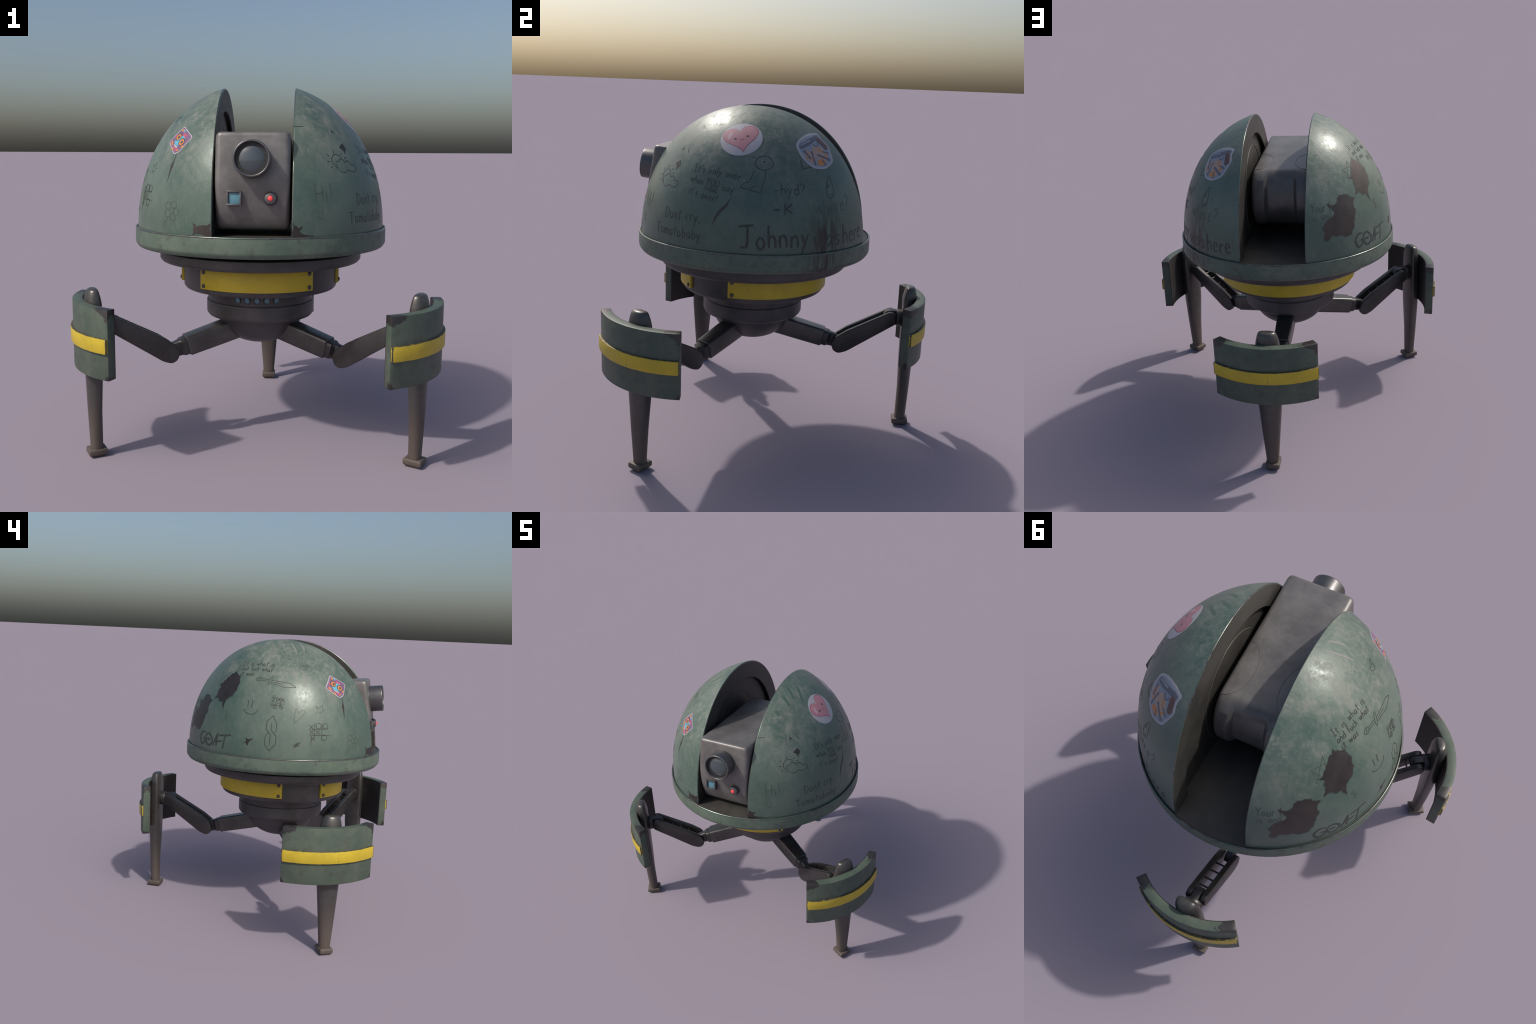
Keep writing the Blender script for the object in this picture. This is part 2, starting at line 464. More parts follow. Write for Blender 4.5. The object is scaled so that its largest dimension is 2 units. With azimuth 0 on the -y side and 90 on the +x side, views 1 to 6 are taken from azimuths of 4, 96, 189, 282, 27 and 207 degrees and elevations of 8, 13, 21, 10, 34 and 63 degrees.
# row of cyan lamps on the neck
def lamp_ring():
    return revolve([(0.0150, -0.01), (0.0148, 0.006), (0.0190, 0.008), (0.0208, 0.005), (0.0205, -0.01)], 8, "lamp_bezel")
BEZEL = lamp_ring(); BEZEL.materials.append(M_DRUM)
LENS = revolve([(0.0155, -0.004), (0.0155, 0.0015), (0, 0.0022)], 20, "neck_lamp"); LENS.materials.append(M_CYAN)
for k in range(5):
    t = math.radians(-20 + 10.2 * k)
    d = Vector((math.sin(t), -math.cos(t), 0))
    lamp = link("neck_lamp", LENS, robot, smooth=40)
    lamp.location = d * 0.299 + Vector((0, 0, 0.814)); lamp.rotation_mode = 'QUATERNION'
    lamp.rotation_quaternion = d.to_track_quat('Z', 'Y')
    bz = link("lamp_bezel", BEZEL, lamp, smooth=30)

# ---- camera head in the slit, pitched up
PIVOT = Vector((0, -0.40, 1.47)) - AX
head_side = fillet([(-0.312, -0.276), (-0.364, -0.175), (-0.385, -0.05), (-0.367, 0.199), (0.41, 0.214), (0.475, 0.155), (0.510, 0.06), (0.515, -0.04), (0.46, -0.13), (0.30, -0.20), (0.05, -0.235)], [0.035, 0.06, 0.045, 0.022, 0.045, 0.045, 0.045, 0.045, 0.045, 0.045, 0.045], 6, True)

def build_head():
    """Loft across x: side outline shrinks toward both cheeks; the rear middle is recessed."""
    cy, cz = 0.05, -0.02
    half = 0.183
    def ring(x, inset, recess):
        out = []
        for y, z in head_side:
            d = Vector((y - cy, z - cz))
            yy = y - inset * (1 if y > cy else -1) * min(1, abs(d.x) / 0.25)
            zz = z - inset * (1 if z > cz else -1) * min(1, abs(d.y) / 0.15)
            rear = max(0.0, min(1.0, (y - 0.39) / 0.08))
            yy -= recess * rear
            out.append((x, yy, zz))
        return out
    rings = []
    for x, inset in ((-half, 0.024), (-half + 0.003, 0.014), (-half + 0.009, 0.006), (-half + 0.018, 0.0015), (-half + 0.028, 0)):
        rings.append(ring(x, inset, 0))
    rings.append(ring(-0.104, 0, 0)); rings.append(ring(-0.082, 0, 0.028))
    rings.append(ring(0.0, 0, 0.028))
    rings.append(ring(0.082, 0, 0.028)); rings.append(ring(0.104, 0, 0))
    for x, inset in ((half - 0.028, 0), (half - 0.018, 0.0015), (half - 0.009, 0.006), (half - 0.003, 0.014), (half, 0.024)):
        rings.append(ring(x, inset, 0))
    return loft(rings, name="camera_head")
head = link("camera_head", build_head(), robot, [M_HEAD], smooth=38)
head.location = PIVOT
head.rotation_euler = (math.radians(-6), 0, 0)

for sgn in (-1, 1):                                  # scribed half-rings on the roof of the housing
    arc = [Vector((sgn * (0.170 - 0.096 * math.sin(t)), 0.232 - 0.160 * math.cos(t), 0.1990 + 0.0193 * (0.599 - 0.160 * math.cos(t)))) for t in [math.pi * k / 40 for k in range(41)]]
    link("scribed_line", wire(arc, 0.0016), head, [M_SCRIBE], smooth=60)

def facing(profile, pos, name, mat, segs=48, parent=head, smooth=35):
    """A turned piece whose axis points forward (-y) from the head's front face."""
    me = revolve(profile, segs, name)
    me.transform(Matrix.Rotation(math.radians(90), 4, 'X'))
    ob = link(name, me, parent, [mat], smooth=smooth)
    ob.location = pos
    return ob
EYE = (0.001, -0.374, 0.061)
tube = facing(fillet([(0.090, -0.02), (0.090, 0.088), (0.0865, 0.092), (0.081, 0.092), (0.078, 0.088), (0.076, 0.045)], 0.003, 2), EYE, "lens_tube", M_TUBE, 64)
facing([(0.0785, 0.075), (0.062, 0.0745), (0.060, 0.065)], EYE, "lens_ring", M_RUBBER, 48)
facing([(0.0625, 0.072), (0.05, 0.0775), (0.03, 0.0825), (0.0, 0.0845)], EYE, "lens_glass", M_GLASS, 48, smooth=70)
BTN = (0.089, -0.382, -0.124)
facing(fillet([(0.034, -0.012), (0.033, 0.010), (0.027, 0.020), (0.013, 0.024), (0.0122, 0.020)], 0.004, 3), BTN, "button_housing", M_TUBE, 40)
facing([(0.0125, 0.012), (0.0122, 0.026), (0.009, 0.029), (0, 0.030)], BTN, "red_button", M_RED, 32, smooth=60)

def small_screen():
    w, b, d = 0.036, 0.009, 0.016
    parts = [block(-w, w, -d, 0.012, w - b, w, 0.002), block(-w, w, -d, 0.012, -w, -w + b, 0.002),
             block(-w, -w + b, -d + 0.0005, 0.012, -w + b, w - b, 0.002), block(w - b, w, -d + 0.0005, 0.012, -w + b, w - b, 0.002)]
    return join_meshes(parts, "screen_frame")
sf = link("screen_frame", small_screen(), head, [M_TUBE], smooth=30)
sf.location = (-0.086, -0.380, -0.124)
sc = link("screen", block(-0.027, 0.027, -0.006, 0.004, -0.027, 0.027, 0.001, "screen"), head, [M_CYAN], smooth=30)
sc.location = sf.location

# ---- legs (built along +y from the axis, x = sideways, then turned by 120 degrees)
def build_pillar():
    prof = [(0.000 + 0.030, 0.0355, 0.936, 0.968, 1.001), (0.25, 0.054, 0.938, 0.966, 1.010), (0.45, 0.071, 0.932, 0.958, 1.017),
            (0.61, 0.0745, 0.930, 0.954, 1.019), (0.75, 0.0735, 0.930, 0.953, 1.018), (0.83, 0.070, 0.928, 0.953, 1.015), (0.865, 0.063, 0.935, 0.955, 1.010),
            (0.890, 0.055, 0.942, 0.957, 1.003), (0.900, 0.049, 0.946, 0.958, 0.998), (0.905, 0.040, 0.950, 0.960, 0.990), (0.907, 0.028, 0.953, 0.962, 0.984)]
    rings = []
    for z, w, a, r, b in prof:
        ring = []
        n = 14
        for k in range(n + 1):                       # outer bulge
            t = math.pi * k / n
            ring.append((w * math.cos(t), r + (b - r) * math.sin(t) ** 0.8, z))
        for k in range(1, n):                        # shallower inner bulge
            t = math.pi * k / n
            ring.append((-w * math.cos(t), r - (r - a) * math.sin(t) ** 0.8, z))
        rings.append(ring)
    return loft(rings, name="leg")
PILLAR = build_pillar()
FOOT = bevel_all(loft([[(s * kx, 0.968 + u * ky, z) for s, u in ((-1, -1), (1, -1), (1, 1), (-1, 1))] for kx, ky, z in ((0.030, 0.036, 0.0), (0.043, 0.049, 0.014), (0.043, 0.049, 0.036), (0.040, 0.046, 0.042))], name="foot"), 0.003, 2, 25)

SH_C, SH_RO, SH_RI = 0.556, 0.5065, 0.4515
def shield_part(r0, r1, z0, z1, half, bevel, name, n=30):
    me = arc_plate(r0, r1, z0, z1, 180 - half, 180 + half, bevel, name, n)
    me.transform(Matrix.Translation((0, SH_C, 0)))
    me.transform(Matrix.Translation((0.0155, 0.97, 0)) @ Matrix.Rotation(math.radians(-1.37), 4, 'Z') @ Matrix.Translation((0, -0.97, 0)))
    return me
SHIELD = shield_part(SH_RI + 0.004, SH_RO, 0.4875, 0.8435, 36.8, 0.0025, "shield")
BACKING = shield_part(SH_RI, SH_RI + 0.005, 0.489, 0.842, 36.7, 0, "shield_backing")
STRIPE = shield_part(SH_RO - 0.003, SH_RO + 0.013, 0.6245, 0.7005, 36.5, 0.002, "shield_stripe")

plate_outline = fillet([(0.893, 0.727), (0.897, 0.668), (0.66, 0.508), (0.605, 0.470), (0.555, 0.453), (0.522, 0.468), (0.508, 0.508), (0.528, 0.552), (0.60, 0.603), (0.72, 0.667), (0.852, 0.738), (0.872, 0.739)], 0.02, 4, True)
def inner_lip(dx0, dx1):
    return [(y, z) for y, z in plate_outline]
LINKP = prism_x(plate_outline, 0.027, 0.060, 0.006, "link_plate", 3)
LINKN = prism_x(plate_outline, -0.060, -0.027, 0.006, "link_plate", 3)
RUNGS = [cylinder(0.0055, (-0.03, y, z), (0.03, y, z), 10, name="link_rung") for y, z in ((0.625, 0.590), (0.685, 0.622), (0.745, 0.655), (0.800, 0.685))]
LUG = prism_x(fillet([(0.925, 0.742), (0.925, 0.650), (0.885, 0.652), (0.83, 0.672), (0.812, 0.705), (0.835, 0.738), (0.87, 0.744)], 0.02, 5, True), -0.022, 0.022, 0.004, "clevis")
WASHER = cylinder(0.052, (0, 0.896, 0.695), (0, 0.935, 0.695), 28, 0.005, "washer")

A0, A1 = Vector((0, 0.10, 0.628)), Vector((0, 0.455, 0.540))
arm_dir = (A1 - A0).normalized(); arm_up = Vector((0, -arm_dir.z, arm_dir.y))
def box_section(c, w, h, chamf):
    pts = [(-w, -h), (w, -h), (w, h), (-w, h)]
    return [c + Vector((p[0], 0, 0)) + arm_up * p[1] for p in fillet(pts, chamf, 3, True)]
ARM = loft([box_section(A0, 0.058, 0.056, 0.012), box_section(A0.lerp(A1, 0.5), 0.055, 0.0555, 0.014), box_section(A1 - arm_dir * 0.006, 0.051, 0.055, 0.018), box_section(A1, 0.046, 0.050, 0.018)], name="arm")
KN = [box_section(A1 + arm_dir * d, w, h, ch) for d, w, h, ch in ((-0.02, 0.044, 0.047, 0.02), (0.004, 0.044, 0.047, 0.02), (0.012, 0.0445, 0.0475, 0.02), (0.028, 0.043, 0.047, 0.02), (0.034, 0.036, 0.043, 0.018), (0.046, 0.024, 0.043, 0.012), (0.10, 0.022, 0.038, 0.01), (0.12, 0.020, 0.025, 0.008))]
KNUCKLE = loft(KN, name="knuckle")

for me in (LINKP, LINKN, LUG, WASHER, *RUNGS):
    me.transform(Matrix.Translation((0.010, 0, 0.009)))
for me in (ARM, KNUCKLE):
    me.transform(Matrix.Translation((0.002, 0, 0.006)))
for me in (PILLAR, FOOT):
    me.transform(Matrix.Translation((0.001, 0, 0)))
for me, m in ((PILLAR, M_LEG), (FOOT, M_LEG), (SHIELD, M_SHIELD), (BACKING, M_BACK), (STRIPE, M_STRIPE), (LINKP, M_METAL), (LINKN, M_METAL), (LUG, M_METAL), (WASHER, M_METAL), (ARM, M_LEG), (KNUCKLE, M_METAL)):
    me.materials.append(m)
for r in RUNGS:
    r.materials.append(M_METAL)

for turn in (0, 120, -120):
    leg = link("leg", PILLAR, robot, rot_z=math.radians(turn), smooth=50)
    link("foot", FOOT, leg, smooth=30)
    sh = link("shield", SHIELD, leg, smooth=30)
    link("shield_backing", BACKING, leg, smooth=30)
    link("shield_stripe", STRIPE, leg, smooth=30)
    link("link_plate", LINKP, leg, smooth=30)
    link("link_plate", LINKN, leg, smooth=30)
    for r in RUNGS:
        link("link_rung", r, leg, smooth=40)
    link("clevis", LUG, leg, smooth=30)
    link("washer", WASHER, leg, smooth=30)
    link("arm", ARM, leg, smooth=35)
    link("knuckle", KNUCKLE, leg, smooth=35)
# ------------------------------------------------------------------ writing, doodles, stickers and chipped paint on the dome
from mathutils.geometry import delaunay_2d_cdt

def dome_grad(p):
    r = max(1e-6, math.hypot(p.x, p.y))
    k = D_N * (r / D_R) ** (D_N - 1) / D_R / r
    kz = D_N * (max(p.z - D_Z, 0) / D_H) ** (D_N - 1) / D_H
    return Vector((p.x * k, p.y * k, kz)).normalized()

class Spot:
    """A drawing frame on the dome: u runs to the viewer's right, v up the dome, turned by rot degrees."""
    def __init__(self, az, z, rot=0.0):
        a = math.radians(az)
        out = Vector((math.sin(a), -math.cos(a), 0))
        self.c = out * dome_radius(z) + Vector((0, 0, z))
        self.n = dome_grad(self.c)
        eu = Vector((math.cos(a), math.sin(a), 0))
        ev = self.n.cross(eu)
        t = math.radians(rot)
        self.u = eu * math.cos(t) + ev * math.sin(t)
        self.v = ev * math.cos(t) - eu * math.sin(t)
    def at(self, u, v, lift):
        p = self.c + self.u * u + self.v * v
        lo, hi = -0.06, 0.20
        for _ in range(22):
            m = (lo + hi) / 2
            q = p - self.n * m
            if dome_f(q.x, q.y, q.z) > 1: lo = m
            else: hi = m
        q = p - self.n * hi
        return q + dome_grad(q) * lift

def smooth_line(pts, step=0.004, curvy=True):
    pts = [Vector(p) for p in pts]
    if len(pts) > 2 and curvy:
        dense = []
        closed = (pts[0] - pts[-1]).length < 1e-6
        n = len(pts)
        for i in range(n - 1):
            p1, p2 = pts[i], pts[i + 1]
            p0 = pts[i - 1] if i > 0 else (pts[-2] if closed else p1)
            p3 = pts[i + 2] if i + 2 < n else (pts[1] if closed else p2)
            k = max(2, int((p2 - p1).length / step))
            for j in range(k):
                t = j / k
                dense.append(0.5 * ((2 * p1) + (p2 - p0) * t + (2 * p0 - 5 * p1 + 4 * p2 - p3) * t * t + (3 * p1 - p0 - 3 * p2 + p3) * t ** 3))
        dense.append(pts[-1])
        return dense
    dense = []
    for p1, p2 in zip(pts, pts[1:]):
        k = max(1, int((p2 - p1).length / step))
        dense += [p1.lerp(p2, j / k) for j in range(k)]
    dense.append(pts[-1])
    return dense

def ribbons(spot, lines, width, lift=0.0006, curvy=True, taper=0.35, step=0.004):
    verts, faces = [], []
    for line in lines:
        d = smooth_line(line, step, curvy)
        n = len(d)
        if n < 2: continue
        base = len(verts)
        for i, p in enumerate(d):
            t = (d[min(i + 1, n - 1)] - d[max(i - 1, 0)])
            t = t.normalized() if t.length > 1e-9 else Vector((1, 0))
            s = Vector((-t.y, t.x))
            f = i / (n - 1)
            w = width * 0.5 * (1 - taper * abs(2 * f - 1) ** 3) * (0.88 + 0.24 * random.random())
            a, b = p + s * w, p - s * w
            verts += [spot.at(a.x, a.y, -0.0004), spot.at(a.x, a.y, lift), spot.at(b.x, b.y, lift), spot.at(b.x, b.y, -0.0004)]
        for i in range(n - 1):
            q = base + i * 4
            for k in range(3):
                faces.append((q + k, q + k + 1, q + k + 5, q + k + 4))
        faces += [(base, base + 1, base + 2, base + 3), (base + 4 * n - 1, base + 4 * n - 2, base + 4 * n - 3, base + 4 * n - 4)]
    return mesh_from(verts, faces, name="ink")

def jagged(outline, depth=2, amount=0.16):
    """Break a smooth outline into a torn edge by midpoint displacement."""
    pts = [Vector(p) for p in outline]
    for _ in range(depth):
        out = []
        for i, p in enumerate(pts):
            q = pts[(i + 1) % len(pts)]
            d = q - p
            out += [p, p + d * (0.5 + random.uniform(-0.1, 0.1)) + Vector((-d.y, d.x)) * random.uniform(-amount, amount)]
        pts = out
    return pts

def patch(spot, outline, lift, grid=0.009):
    """A thin flake with the given outline, laid on the dome."""
    o = [Vector((p[0], p[1])) for p in outline]
    n = len(o)
    xs = [p.x for p in o]; ys = [p.y for p in o]
    pts = list(o)
    def inside(x, y):
        c = False
        for i in range(n):
            a, b = o[i], o[i - 1]
            if (a.y > y) != (b.y > y) and x < (b.x - a.x) * (y - a.y) / (b.y - a.y) + a.x: c = not c
        return c
    x = min(xs) + grid / 2
    while x < max(xs):
        y = min(ys) + grid / 2
        while y < max(ys):
            if inside(x, y) and min((Vector((x, y)) - p).length for p in o) > grid * 0.35:
                pts.append(Vector((x, y)))
            y += grid
        x += grid
    vs, es, fs, *_ = delaunay_2d_cdt(pts, [(i, (i + 1) % n) for i in range(n)], [], 1, 1e-6)
    verts = [spot.at(p.x, p.y, lift) for p in vs]
    faces = [tuple(f) for f in fs]
    count = {}
    for f in faces:
        for i in range(len(f)):
            e = (f[i], f[(i + 1) % len(f)])
            count[tuple(sorted(e))] = count.get(tuple(sorted(e)), 0) + 1
    low = {}
    for a, b in [e for e, k in count.items() if k == 1]:
        for k in (a, b):
            if k not in low:
                low[k] = len(verts); verts.append(spot.at(vs[k].x, vs[k].y, -0.0008))
        faces.append((a, b, low[b], low[a]))
    return mesh_from(verts, faces, name="flake")

def mm(pts): return [(a / 1000, b / 1000) for a, b in pts]
def ring_pts(cx, cy, rx, ry=None, n=20, a0=0, a1=360, rot=0):
    ry = ry or rx; r = math.radians(rot); out = []
    for k in range(n + 1):
        t = math.radians(a0 + (a1 - a0) * k / n)
        x, y = rx * math.cos(t), ry * math.sin(t)
        out.append((cx + x * math.cos(r) - y * math.sin(r), cy + x * math.sin(r) + y * math.cos(r)))
    return out
def loop_pts(*a, **k): return ring_pts(*a, **k)[:-1]

def shell_for(az): return shells[1] if 0 < az < 180 else shells[0]
def place(name, me, az, mat, smooth=None):
    o = link(name, me, shell_for(az), [mat], smooth=30)
    return o

def ink_mat(name, color, cover, rough=0.5):
    g = Graph(name)
    n = g.noise(70, 4, 0.7)
    fade = g.ramp(n, cover - 0.12, cover + 0.12)
    return g.finish(g.mix(fade, color, tuple(c * 0.75 + d * 0.25 for c, d in zip(color, GREEN))), rough, 0.0, 0.4)
INK = ink_mat("marker_ink", (0.038, 0.043, 0.039), 0.55)
INK_FAINT = ink_mat("faded_marker_ink", (0.057, 0.076, 0.063), 0.50)
INK_BRUSH = ink_mat("brush_ink", (0.034, 0.037, 0.035), 0.52)
M_CHIP = metal("bare_dome_metal", (0.092, 0.081, 0.076), 0.40, 0.75, wear=0)
M_UNDER = plain("primer_edge", (0.045, 0.075, 0.062), 0.5)
M_SMEAR = plain("wiped_paint", tuple(c * 1.02 for c in GREEN_DEEP), 0.36, vary=0.1)
M_PALE = plain("dust_smear", tuple(c * 0.9 for c in DUST), 0.6, vary=0.2, scale=25)

# hand-lettered alphabet: strokes on a baseline, capitals 1 high
GLYPH = {
 "I": (0.5, [[(0.02, 1), (0.48, 1)], [(0.25, 1), (0.25, 0)], [(0, 0), (0.5, 0)]]),
 "t": (0.4, [[(0.2, 0.85), (0.18, 0.1), (0.3, 0)], [(0.02, 0.58), (0.4, 0.62)]]),
 "'": (0.15, [[(0.1, 1), (0.05, 0.8)]]),
 "s": (0.4, [[(0.36, 0.5), (0.18, 0.56), (0.06, 0.42), (0.3, 0.22), (0.24, 0.02), (0.02, 0.06)]]),
 "o": (0.45, [[(0.22, 0.55), (0.02, 0.3), (0.2, 0), (0.42, 0.26), (0.22, 0.55)]]),
 "n": (0.45, [[(0.05, 0.55), (0.05, 0)], [(0.05, 0.38), (0.25, 0.55), (0.38, 0.4), (0.4, 0)]]),
 "l": (0.2, [[(0.1, 1), (0.1, 0)]]),
 "y": (0.45, [[(0.03, 0.55), (0.2, 0.12)], [(0.42, 0.58), (0.2, 0.1), (0.04, -0.35)]]),
 "v": (0.42, [[(0.02, 0.55), (0.2, 0)], [(0.2, 0), (0.4, 0.57)]]),
 "e": (0.42, [[(0.05, 0.3), (0.36, 0.34), (0.24, 0.56), (0.04, 0.32), (0.16, 0), (0.4, 0.08)]]),
 "r": (0.35, [[(0.06, 0.55), (0.06, 0)], [(0.06, 0.35), (0.2, 0.54), (0.34, 0.5)]]),
 "w": (0.6, [[(0.02, 0.55), (0.14, 0.02)], [(0.14, 0.02), (0.3, 0.5)], [(0.3, 0.5), (0.42, 0)], [(0.42, 0), (0.58, 0.58)]]),
 "h": (0.45, [[(0.06, 1), (0.05, 0)], [(0.05, 0.35), (0.24, 0.54), (0.38, 0.38), (0.4, 0)]]),
 "Y": (0.6, [[(0.02, 1), (0.28, 0.5)], [(0.58, 1), (0.28, 0.5)], [(0.28, 0.5), (0.26, 0)]]),
 "O": (0.6, [[(0.3, 1), (0.03, 0.5), (0.28, 0), (0.57, 0.5), (0.3, 1)]]),
 "U": (0.55, [[(0.04, 1), (0.05, 0.2), (0.26, 0), (0.48, 0.2), (0.5, 1)]]),
 "a": (0.45, [[(0.38, 0.5), (0.18, 0.54), (0.03, 0.22), (0.18, 0), (0.38, 0.3)], [(0.39, 0.55), (0.42, 0)]]),
 "i": (0.18, [[(0.09, 0.55), (0.08, 0)], [(0.1, 0.78), (0.1, 0.72)]]),
 "!": (0.2, [[(0.12, 1), (0.1, 0.28)], [(0.09, 0.06), (0.09, 0)]]),
 "D": (0.6, [[(0.08, 1), (0.05, 0)], [(0.0, 0.96), (0.4, 0.85), (0.56, 0.5), (0.35, 0.1), (0.02, 0)]]),
 "c": (0.4, [[(0.38, 0.48), (0.2, 0.55), (0.03, 0.28), (0.16, 0.02), (0.38, 0.1)]]),
 ",": (0.2, [[(0.12, 0.1), (0.04, -0.14)]]),
 "T": (0.6, [[(0.0, 1), (0.6, 0.97)], [(0.3, 0.98), (0.28, 0)]]),
 "m": (0.65, [[(0.04, 0.55), (0.04, 0)], [(0.04, 0.4), (0.18, 0.54), (0.3, 0.35), (0.32, 0)], [(0.32, 0.36), (0.46, 0.54), (0.58, 0.35), (0.6, 0)]]),
 "b": (0.45, [[(0.06, 1), (0.06, 0)], [(0.06, 0.42), (0.28, 0.55), (0.42, 0.28), (0.26, 0), (0.06, 0.05)]]),
 "H": (0.6, [[(0.03, 1), (0.07, 0)], [(0.52, 0.92), (0.52, 0.06)], [(0.07, 0.44), (0.52, 0.46)]]),
 "-": (0.4, [[(0.04, 0.4), (0.36, 0.4)]]),
 "d": (0.45, [[(0.36, 0.42), (0.16, 0.54), (0.03, 0.26), (0.18, 0), (0.38, 0.2)], [(0.4, 1), (0.4, 0)]]),
 "?": (0.45, [[(0.05, 0.8), (0.2, 1), (0.4, 0.85), (0.3, 0.55), (0.2, 0.42), (0.2, 0.25)], [(0.2, 0.06), (0.2, 0)]]),
 "K": (0.55, [[(0.12, 1), (0.1, 0)], [(0.5, 0.95), (0.12, 0.42)], [(0.16, 0.48), (0.55, 0.08)]]),
 "J": (0.75, [[(0.0, 0.95), (0.75, 1)], [(0.45, 1), (0.42, 0.2), (0.3, 0), (0.1, 0.06)]]),
 "f": (0.35, [[(0.36, 0.9), (0.2, 1), (0.14, 0.7), (0.12, 0)], [(0.02, 0.52), (0.32, 0.55)]]),
 "u": (0.45, [[(0.04, 0.55), (0.06, 0.12), (0.2, 0), (0.36, 0.16)], [(0.38, 0.55), (0.4, 0)]]),
 "k": (0.42, [[(0.06, 1), (0.06, 0)], [(0.36, 0.55), (0.07, 0.25)], [(0.12, 0.3), (0.4, 0)]]),
 ".": (0.15, [[(0.06, 0.04), (0.09, 0)]]),
 "$": (0.5, [[(0.44, 0.82), (0.22, 0.9), (0.06, 0.7), (0.4, 0.4), (0.3, 0.14), (0.02, 0.16)], [(0.28, 1.08), (0.2, -0.06)]]),
 " ": (0.35, []),
}

def letters(text, az, z, rot, length, cap, width=0.0048, mat=None, lift=0.0006, gap=0.14):
    adv, total = [], 0.0
    for ch in text:
        adv.append(total); total += GLYPH[ch][0] + gap
    total -= gap
    sx = length / total
    lines = []
    for ch, x0 in zip(text, adv):
        dy, sh = random.uniform(-0.05, 0.05), random.uniform(-0.06, 0.06)
        for st in GLYPH[ch][1]:
            lines.append([((x0 + x + sh * y) * sx - length / 2, (y + dy) * cap) for x, y in st])
    s = Spot(az, z, rot)
    place("writing", ribbons(s, lines, width, lift), az, mat or INK)
    return s

for t in [
    ("It's only over", 75.6, 1.599, -6.3, 0.277, 0.043), ("when", 65.8, 1.549, -8, 0.084, 0.040), ("YOU", 74.8, 1.536, -8, 0.074, 0.046),
    ("say", 83.2, 1.520, -9, 0.066, 0.040), ("it's over!", 70.5, 1.478, -10.8, 0.184, 0.042),
    ("Dont cry,", 60.9, 1.349, 0.3, 0.253, 0.062), ("Tomatobaby", 58.3, 1.257, 0.2, 0.332, 0.058),
    ("-hyd?", 113.7, 1.511, -1.5, 0.172, 0.063), ("-K", 109.7, 1.414, -0.3, 0.107, 0.060),
    ("It is what is", -103.5, 1.779, 1.6, 0.227, 0.038), ("and fuck what", -103.6, 1.747, 0.8, 0.224, 0.036), ("it was.", -109.1, 1.712, 2.6, 0.117, 0.036),
]:
    letters(*t)
letters("-K", 109.7, 1.414, -0.3, 0.107, 0.060, 0.006, lift=0.0014)
for t in [("where?", 137.2, 1.413, 1.0, 0.260, 0.085), ("Hi!", 31.4, 1.362, 1.4, 0.103, 0.101), ("Your br", -152.3, 1.488, -1.7, 0.146, 0.058), ("is ana", -153.2, 1.443, 6.0, 0.118, 0.050), ("$", -115.6, 1.427, 6, 0.038, 0.062)]:
    letters(*t, mat=INK_FAINT)
letters("Johnny", 106.2, 1.238, 1.8, 0.378, 0.118, 0.0135, INK_BRUSH)
letters("was", 132.4, 1.240, -2, 0.190, 0.095, 0.0115, INK_BRUSH)
letters("here", 150.5, 1.241, 4.0, 0.190, 0.105, 0.0095, INK_BRUSH)

def doodle(az, z, lines, width=0.0048, mat=None, curvy=True, rot=0, lift=0.0006, taper=0.35):
    place("doodle", ribbons(Spot(az, z, rot), lines, width, lift, curvy, taper), az, mat or INK)

# underline of YOU, tall brush lettering of the four-letter word
doodle(74.8, 1.536, [mm([(-42, -8), (42, -12)]), mm([(-38, -18), (44, -22)])], rot=-8)
doodle(-123.2, 1.235, [mm([(-80, 82), (-118, 84), (-145, 48), (-125, 6), (-92, 16), (-88, 44), (-112, 42)]),
                       mm([(-40, 86), (-78, 60), (-60, 8), (-22, 8), (-6, 40), (-36, 76), (-70, 78)]), mm([(-66, 44), (-30, 42)])], 0.0135, INK_BRUSH, taper=0.6)
doodle(-123.2, 1.235, [mm([(40, 92), (2, 2)]), mm([(40, 92), (34, 2)]), mm([(12, 34), (84, 44)]), mm([(52, 78), (152, 92)]), mm([(108, 84), (92, -8)])], 0.0115, INK_BRUSH, False, taper=0.2)
# faces, hearts, letters and games scratched in marker
doodle(-100.5, 1.512, [mm([(-22, 52), (-20, 7)]), mm([(8, 54), (9, 4)]), mm([(-49, -6), (-28, -31), (9, -42), (39, -33), (54, -2)])], 0.005)
doodle(28.9, 1.308, [mm([(-8, 19), (-9, 1)]), mm([(11, 21), (11, -2)]), mm([(-18, -5), (-4, -20), (17, -13)])], 0.004, INK_FAINT)
doodle(-86.8, 1.364, [mm([(-6, -75), (-3, -9), (-33, 24), (-31, 74), (6, 113), (33, 62), (34, 14), (20, 1)]), mm([(2, 72), (0, 20), (34, -18), (33, -70), (-6, -114), (-38, -74), (-35, -14), (-13, 2)])], 0.005, INK, False)
grid_a = [mm(p) for p in ([(-41, 33), (44, 13)], [(-47, -7), (42, -29)], [(-4, 40), (-24, -39)], [(22, 36), (8, -43)])]
for cx, cy in ((-26, 34), (32, 2), (-18, -30), (2, 6)):
    grid_a.append(ring_pts(cx / 1000, cy / 1000, 0.010, 0.012, 10))
for cx, cy in ((8, 26), (-34, 8), (-38, -20), (18, -16), (26, -36), (30, 24)):
    grid_a += [mm([(cx - 9, cy - 9), (cx + 9, cy + 9)]), mm([(cx - 9, cy + 9), (cx + 9, cy - 9)])]
doodle(-84.1, 1.557, grid_a, 0.0040)
grid_b = [mm(p) for p in ([(-50, 26), (77, 35)], [(-54, -9), (91, -10)], [(-16, 72), (-23, -46)], [(34, 64), (27, -40)], [(-44, -75), (-42, -12)])]
